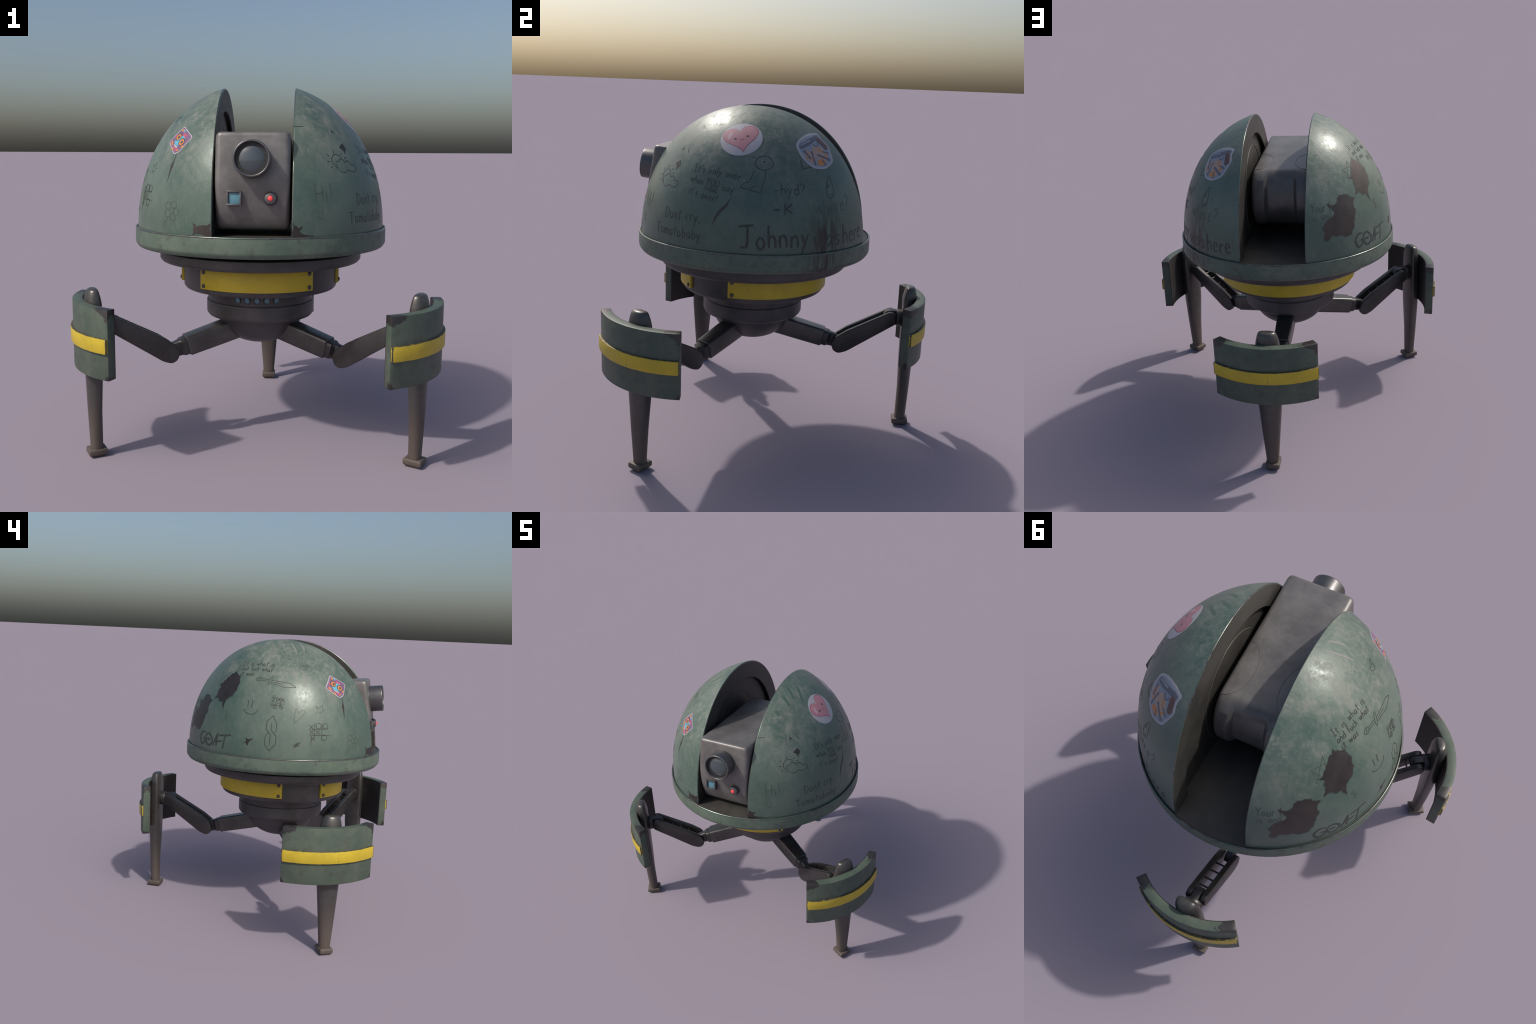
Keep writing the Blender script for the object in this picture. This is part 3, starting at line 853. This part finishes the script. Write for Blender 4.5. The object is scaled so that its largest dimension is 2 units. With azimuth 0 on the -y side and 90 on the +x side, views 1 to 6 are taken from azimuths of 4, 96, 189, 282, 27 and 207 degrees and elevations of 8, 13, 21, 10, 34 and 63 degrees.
for cx, cy in ((9, 52), (56, 49), (46, -24)):
    grid_b.append(ring_pts(cx / 1000, cy / 1000, 0.018, 0.019, 12))
for cx, cy in ((-40, 44), (3, 10), (-40, 10), (-34, -30)):
    grid_b += [mm([(cx - 14, cy - 15), (cx + 14, cy + 15)]), mm([(cx - 14, cy + 15), (cx + 14, cy - 15)])]
doodle(-60.9, 1.369, grid_b, 0.0046)
doodle(-88.4, 1.682, [ring_pts(-0.100, 0.021, 0.017, 0.015, 14), mm([(-104, 12), (-96, 30)]), mm([(-84, 24), (-31, 18)]), mm([(-82, 12), (-33, 4)]),
                      ring_pts(-0.020, 0.012, 0.034, 0.009, 16, rot=66)], 0.0042)
doodle(-88.4, 1.682, [mm([(-12, 12), (115, 1), (149, -22), (78, -32), (-15, -10)]), mm([(-5, -1), (61, -10)])], 0.0042, INK, False)
doodle(-65.9, 1.782, [mm([(-4, -24), (-29, 2), (-15, 15), (2, 5), (20, 19), (29, 8), (-4, -24)])], 0.0042)
doodle(-71.7, 1.491, [mm([(-26, -57), (-21, 21), (-12, 34), (-2, 4), (14, 19), (32, 26), (40, 12), (-26, -57)])], 0.0038, INK_FAINT)
doodle(-72.5, 1.296, [mm([(-24, -5), (10, 17), (-21, -16), (24, 17), (-12, -13), (22, 0)])], 0.006, INK, False)
petals = [ring_pts(0.013, 0.015, 0.014, 0.017, 12), mm([(-15, -19), (-19, -45)]), ring_pts(-0.031, -0.053, 0.010, 0.012, 10)]
for cx, cy in ((-16, 38), (24, 42), (42, 12), (24, -14), (-14, 2)):
    petals.append(ring_pts(cx / 1000, cy / 1000, 0.021, 0.019, 10, 20, 330, math.degrees(math.atan2(15 - cy, 13 - cx))))
doodle(-38.1, 1.302, petals, 0.0038, INK_FAINT)
doodle(-129.2, 1.686, [mm([(26, 56), (-30, -72)]), mm([(26, 56), (29, -13)]), mm([(-42, 7), (37, 12)]), mm([(-42, 7), (-3, -42)])], 0.0038, INK_FAINT)
doodle(-57.5, 1.52, [mm([(-50, -28), (-30, -8), (-38, 26), (-18, 8), (2, 32), (10, 2), (28, 4)]), mm([(-26, -24), (-12, -10), (-14, -26)]), mm([(6, 2), (8, -18)])], 0.0036, INK_FAINT)
sun = [ring_pts(-0.011, 0.007, 0.037, 0.036, 16, 10, 250)]
for p in ([(-70, 46), (-56, 32)], [(-80, 8), (-61, 5)], [(-22, 64), (-21, 48)], [(34, 52), (24, 40)], [(-55, -18), (-66, -28)], [(-38, -38), (-33, -29)], [(45, 24), (60, 26)]):
    sun.append(mm(p))
sun += [mm([(-28, -10), (-20, 6), (-4, 4), (8, 18), (32, 12), (40, 0), (58, 10), (78, 0), (82, -12), (108, -10), (120, -28), (98, -48), (70, -46), (48, -40), (20, -54), (-12, -44), (-20, -26), (-28, -10)])]
doodle(43.3, 1.558, sun, 0.0042)
doodle(97.2, 1.600, [ring_pts(0.037, 0.080, 0.047, 0.041, 24), ring_pts(-0.020, 0.113, 0.003, 0.003, 8), ring_pts(0.037, 0.087, 0.003, 0.003, 8)], 0.0046)
doodle(97.2, 1.600, [mm([(-11, 42), (-38, -28), (-65, -33), (-85, -58), (21, -86), (46, 6), (43, 40)])], 0.0046, INK, False)
doodle(97.2, 1.600, [mm([(-37, -67), (-19, -53), (5, -49)])], 0.004)
doodle(136.8, 1.546, [mm([(11, 62), (-20, 5), (-28, -45), (-6, -62), (24, -42), (24, -7), (11, 62)]), mm([(-10, 24), (-14, -1), (5, 10)]), mm([(-8, -44), (6, -46), (12, -34)])], 0.0042)
doodle(123.9, 1.660, [mm([(-20, 34), (-16, -21), (36, -11)])], 0.0044, INK, False)

# bare metal where the paint has come off
def chip(az, z, outline, amount=0.20, under=1.04, depth=3):
    s = Spot(az, z)
    j = jagged(mm(outline), depth, amount)
    cx = sum(p.x for p in j) / len(j); cy = sum(p.y for p in j) / len(j)
    if under:
        place("primer_edge", patch(s, [(cx + (p.x - cx) * under, cy + (p.y - cy) * under - 0.002) for p in j], 0.0005), az, M_UNDER)
    place("paint_chip", patch(s, j, 0.0009), az, M_CHIP)
chip(-121.2, 1.634, [(6, 121), (17, 104), (37, 94), (66, 91), (71, 57), (87, 33), (85, -14), (65, -66), (30, -86), (22, -158), (-4, -109), (-68, -87), (-91, -96), (-74, -46), (-73, -4), (-97, 15), (-49, 44), (-28, 82), (-1, 100)])
chip(-143.5, 1.447, [(130, 93), (94, 102), (59, 124), (20, 124), (2, 98), (-24, 72), (-71, 88), (-28, 30), (-93, -16), (-119, -47), (-108, -66), (-118, -113), (-96, -127), (-59, -99), (8, -112), (73, -110), (99, -42), (119, 7), (111, 45)])
chip(-21.7, 1.238, [(-42, 29), (-19, 8), (18, 18), (58, 28), (60, -36), (-51, -37), (-35, -14)])
chip(20.0, 1.234, [(-41, 37), (-13, 15), (10, 25), (-4, -2), (15, -18), (74, -30), (-40, -34)])
chip(48.6, 1.675, [(12, -26), (28, -53), (6, -84), (3, -69), (-21, -50)], 0.05, 0, 1)
chip(-99.8, 1.302, [(-35, -15), (-8, -4), (-14, 25), (6, 10), (40, 20), (12, -4), (3, -31), (-8, -14)], 0.05, 0, 1)
chip(-42.2, 1.531, [(6, 72), (9, 29), (12, 8), (3, -31), (-4, -79), (-6, -24), (-9, 8), (2, 30)], 0.03, 0, 1)
chip(81.2, 1.419, [(53, 85), (30, 27), (4, -3), (-20, -36), (-45, -76), (-32, -30), (-14, 4), (20, 34)], 0.04, 0, 1)
chip(48.6, 1.675, [(-22, 62), (-13, 48), (-8, 32), (-17, 42), (-34, 36), (-22, 46)], 0.03, 0, 1)
chip(48.6, 1.675, [(27, 53), (36, 38), (41, 22), (32, 36)], 0.03, 0, 1)
doodle(24.9, 1.734, [mm([(-30, 1), (-3, -1), (30, 1)])], 0.003, M_CHIP, taper=0.9)
# fingers wiped through the dust
doodle(60.8, 1.888, [mm([(38, 110), (33, 56), (26, -6)]), mm([(108, 79), (96, 26), (77, -36)]), mm([(-34, 46), (-36, -1), (-33, -40)]), mm([(-138, -33), (-137, -77)])], 0.020, M_SMEAR, lift=0.0003, taper=0.5)
doodle(-71.6, 1.911, [mm([(-18, 60), (-3, -11), (6, -94)]), mm([(-81, 57), (-61, 14)]), mm([(39, 55), (55, 11), (64, -45)])], 0.013, M_PALE, lift=0.0003, taper=0.7)

# ---- stickers
def col(name, c, rough=0.45): return plain(name, c, rough, vary=0.10, scale=30)
S_WHITE = col("sticker_white", (0.37, 0.36, 0.39)); S_PINK = col("sticker_pink", (0.44, 0.20, 0.23)); S_ROSE = col("sticker_rose", (0.34, 0.105, 0.14))
S_LIGHT = col("sticker_highlight", (0.52, 0.34, 0.37)); S_DARK = col("sticker_dark", (0.05, 0.045, 0.06)); S_BLUE = col("sticker_blue", (0.10, 0.36, 0.48))
S_ORANGE = col("sticker_orange", (0.52, 0.21, 0.06)); S_MAGENTA = col("sticker_magenta", (0.40, 0.085, 0.14)); S_VIOLET = col("sticker_violet", (0.16, 0.09, 0.17))
S_SKY = col("sticker_sky", (0.24, 0.28, 0.34)); S_STEEL = col("sticker_steel", (0.12, 0.12, 0.15)); S_BROWN = col("sticker_brown", (0.13, 0.07, 0.065)); S_PEACH = col("sticker_peach", (0.40, 0.28, 0.22))

class Sticker:
    def __init__(self, az, z, rot, outline):
        self.az, self.s, self.lift = az, Spot(az, z, rot), 0.0010
        self.base = place("sticker", patch(self.s, outline, self.lift), az, S_WHITE)
    def layer(self, name, shapes, mat, up=1, grid=0.008):
        me = join_meshes([patch(self.s, o, self.lift + 0.0003 * up, grid) for o in shapes], name)
        link(name, me, self.base, [mat], smooth=30)
    def strokes(self, name, lines, width, mat, up=4, curvy=True):
        link(name, ribbons(self.s, lines, width, self.lift + 0.0003 * up, curvy), self.base, [mat], smooth=30)

def heart_pts(s, n=48):
    out = []
    for k in range(n):
        t = 2 * math.pi * k / n
        x = 16 * math.sin(t) ** 3
        y = 13 * math.cos(t) - 5 * math.cos(2 * t) - 2 * math.cos(3 * t) - math.cos(4 * t)
        out.append((x * s / 16, (y + 2) * s / 16))
    return out
st = Sticker(86.3, 1.785, 16, loop_pts(0, 0.002, 0.114, 0.110, 56))
st.layer("printed_outline", [heart_pts(0.098)], S_ROSE, 1)
st.layer("printed_heart", [heart_pts(0.092)], S_PINK, 2)
st.layer("printed_shine", [loop_pts(-0.058, 0.034, 0.010, 0.026, 14, rot=-25), loop_pts(-0.02, 0.0, 0.03, 0.02, 14)][:1], S_LIGHT, 3)
st.layer("printed_eyes", [loop_pts(-0.032, 0.006, 0.008, 0.007, 10), loop_pts(0.036, 0.010, 0.008, 0.007, 10)], S_DARK, 3, 0.004)
st.strokes("printed_smile", [mm([(-10, 0), (-2, -8), (8, -6), (13, 2)])], 0.0030, S_ROSE)

# square sticker with a big-eyed abstract face
def rounded(corners, r): return fillet(corners, r, 4, True)
quad = [(-0.015, 0.085), (0.097, 0.019), (0.050, -0.070), (0.012, -0.086), (-0.084, -0.012)]
st = Sticker(-44.5, 1.668, 0, rounded(quad, 0.016))
inner = [(x * 0.925 + 0.001, y * 0.925) for x, y in quad]
st.layer("printed_ground", [rounded(inner, 0.014)], S_VIOLET, 1)
st.layer("printed_pink", [jagged(mm([(22, 48), (60, 26), (44, 8), (14, 26)]), 1, 0.2), jagged(mm([(-62, -14), (-44, -2), (-30, -34), (-46, -32)]), 1, 0.2), jagged(mm([(-26, -44), (6, -40), (22, -64), (10, -70)]), 1, 0.2), loop_pts(-0.036, 0.02, 0.010, 0.012, 9)], S_MAGENTA, 2)
st.layer("printed_orange", [loop_pts(-0.006, 0.058, 0.011, 0.008, 9), loop_pts(-0.046, -0.018, 0.007, 0.018, 10, rot=30), loop_pts(0.052, -0.040, 0.010, 0.007, 9), loop_pts(0.026, -0.060, 0.008, 0.006, 9), loop_pts(-0.02, -0.052, 0.012, 0.006, 9, rot=-30)], S_ORANGE, 3, 0.005)
st.layer("printed_face", [jagged(mm([(-34, 22), (-14, 40), (6, 22), (40, 14), (56, -12), (34, -36), (2, -34), (-24, -22), (-30, 0)]), 1, 0.12), loop_pts(0.012, 0.052, 0.008, 0.008, 8)], S_BLUE, 3)
st.layer("printed_eye_rim", [loop_pts(-0.012, 0.017, 0.023, 0.023, 20), loop_pts(0.032, -0.014, 0.023, 0.023, 20)], S_DARK, 4)
st.layer("printed_iris", [loop_pts(-0.011, 0.016, 0.018, 0.018, 20), loop_pts(0.033, -0.015, 0.018, 0.018, 20)], S_ORANGE, 5)
st.layer("printed_pupil", [loop_pts(-0.008, 0.015, 0.008, 0.009, 12), loop_pts(0.035, -0.015, 0.008, 0.009, 12)], S_DARK, 6, 0.004)
st.layer("printed_teeth", [mm([(-22, -26), (-2, -34), (18, -42), (14, -50), (-8, -42), (-24, -33)])], S_WHITE, 5, 0.005)

# die-cut sticker: a pistol over an orange and blue jumble
out = [(21, 128), (78, 131), (78, 89), (113, 44), (105, -10), (97, -60), (56, -85), (11, -105), (-61, -97), (-90, -73), (-121, -21), (-125, 52), (-93, 86), (-39, 113)]
st = Sticker(135.9, 1.724, 0, fillet(mm(out), 0.02, 3, True))
st.layer("printed_ground", [fillet([(x * 0.89 / 1000, y * 0.89 / 1000) for x, y in out], 0.016, 3, True)], S_SKY, 1)
st.layer("printed_flames", [jagged(mm([(-92, 6), (-60, 22), (-30, -8), (-52, -66), (-84, -48)]), 2, 0.18), jagged(mm([(-30, 30), (10, 40), (50, 20), (70, -30), (30, -60), (-20, -50)]), 2, 0.15)], S_PEACH, 2)
st.layer("printed_sparks", [jagged(mm([(-20, -50), (10, -40), (40, -62), (10, -84), (-30, -80)]), 2, 0.2), loop_pts(-0.078, -0.018, 0.008, 0.022, 9, rot=-20), loop_pts(-0.05, -0.05, 0.007, 0.018, 9, rot=20), loop_pts(0.02, 0.01, 0.006, 0.02, 9, rot=35), loop_pts(0.055, -0.02, 0.006, 0.016, 9, rot=-30)], S_ORANGE, 3, 0.006)
def bar(a, b, w):
    a, b = Vector(a) / 1000, Vector(b) / 1000
    t = (b - a).normalized(); s = Vector((-t.y, t.x)) * w / 2000
    return [tuple(a + s), tuple(a - s), tuple(b - s), tuple(b + s)]
st.layer("printed_bars", [bar((-88, 18), (-66, -40), 15), bar((-42, 6), (-48, -78), 13), bar((-10, -18), (74, -52), 16), bar((10, -50), (24, -84), 11), bar((36, 0), (84, -8), 10)], S_STEEL, 4)
st.layer("printed_barrel", [mm([(-106, 40), (-96, 58), (34, 110), (62, 112), (64, 88), (28, 76), (-40, 44), (-98, 26)])], S_STEEL, 5)
st.layer("printed_slide", [mm([(-96, 44), (-92, 52), (-20, 80), (-16, 70)])], S_SKY, 6, 0.006)
st.layer("printed_grip", [mm([(34, 88), (64, 92), (98, 38), (86, 14), (66, 16), (38, 64)])], S_BROWN, 6)
st.strokes("printed_guard", [ring_pts(0.012, 0.052, 0.018, 0.016, 14, 180, 400)], 0.005, S_STEEL, 6)
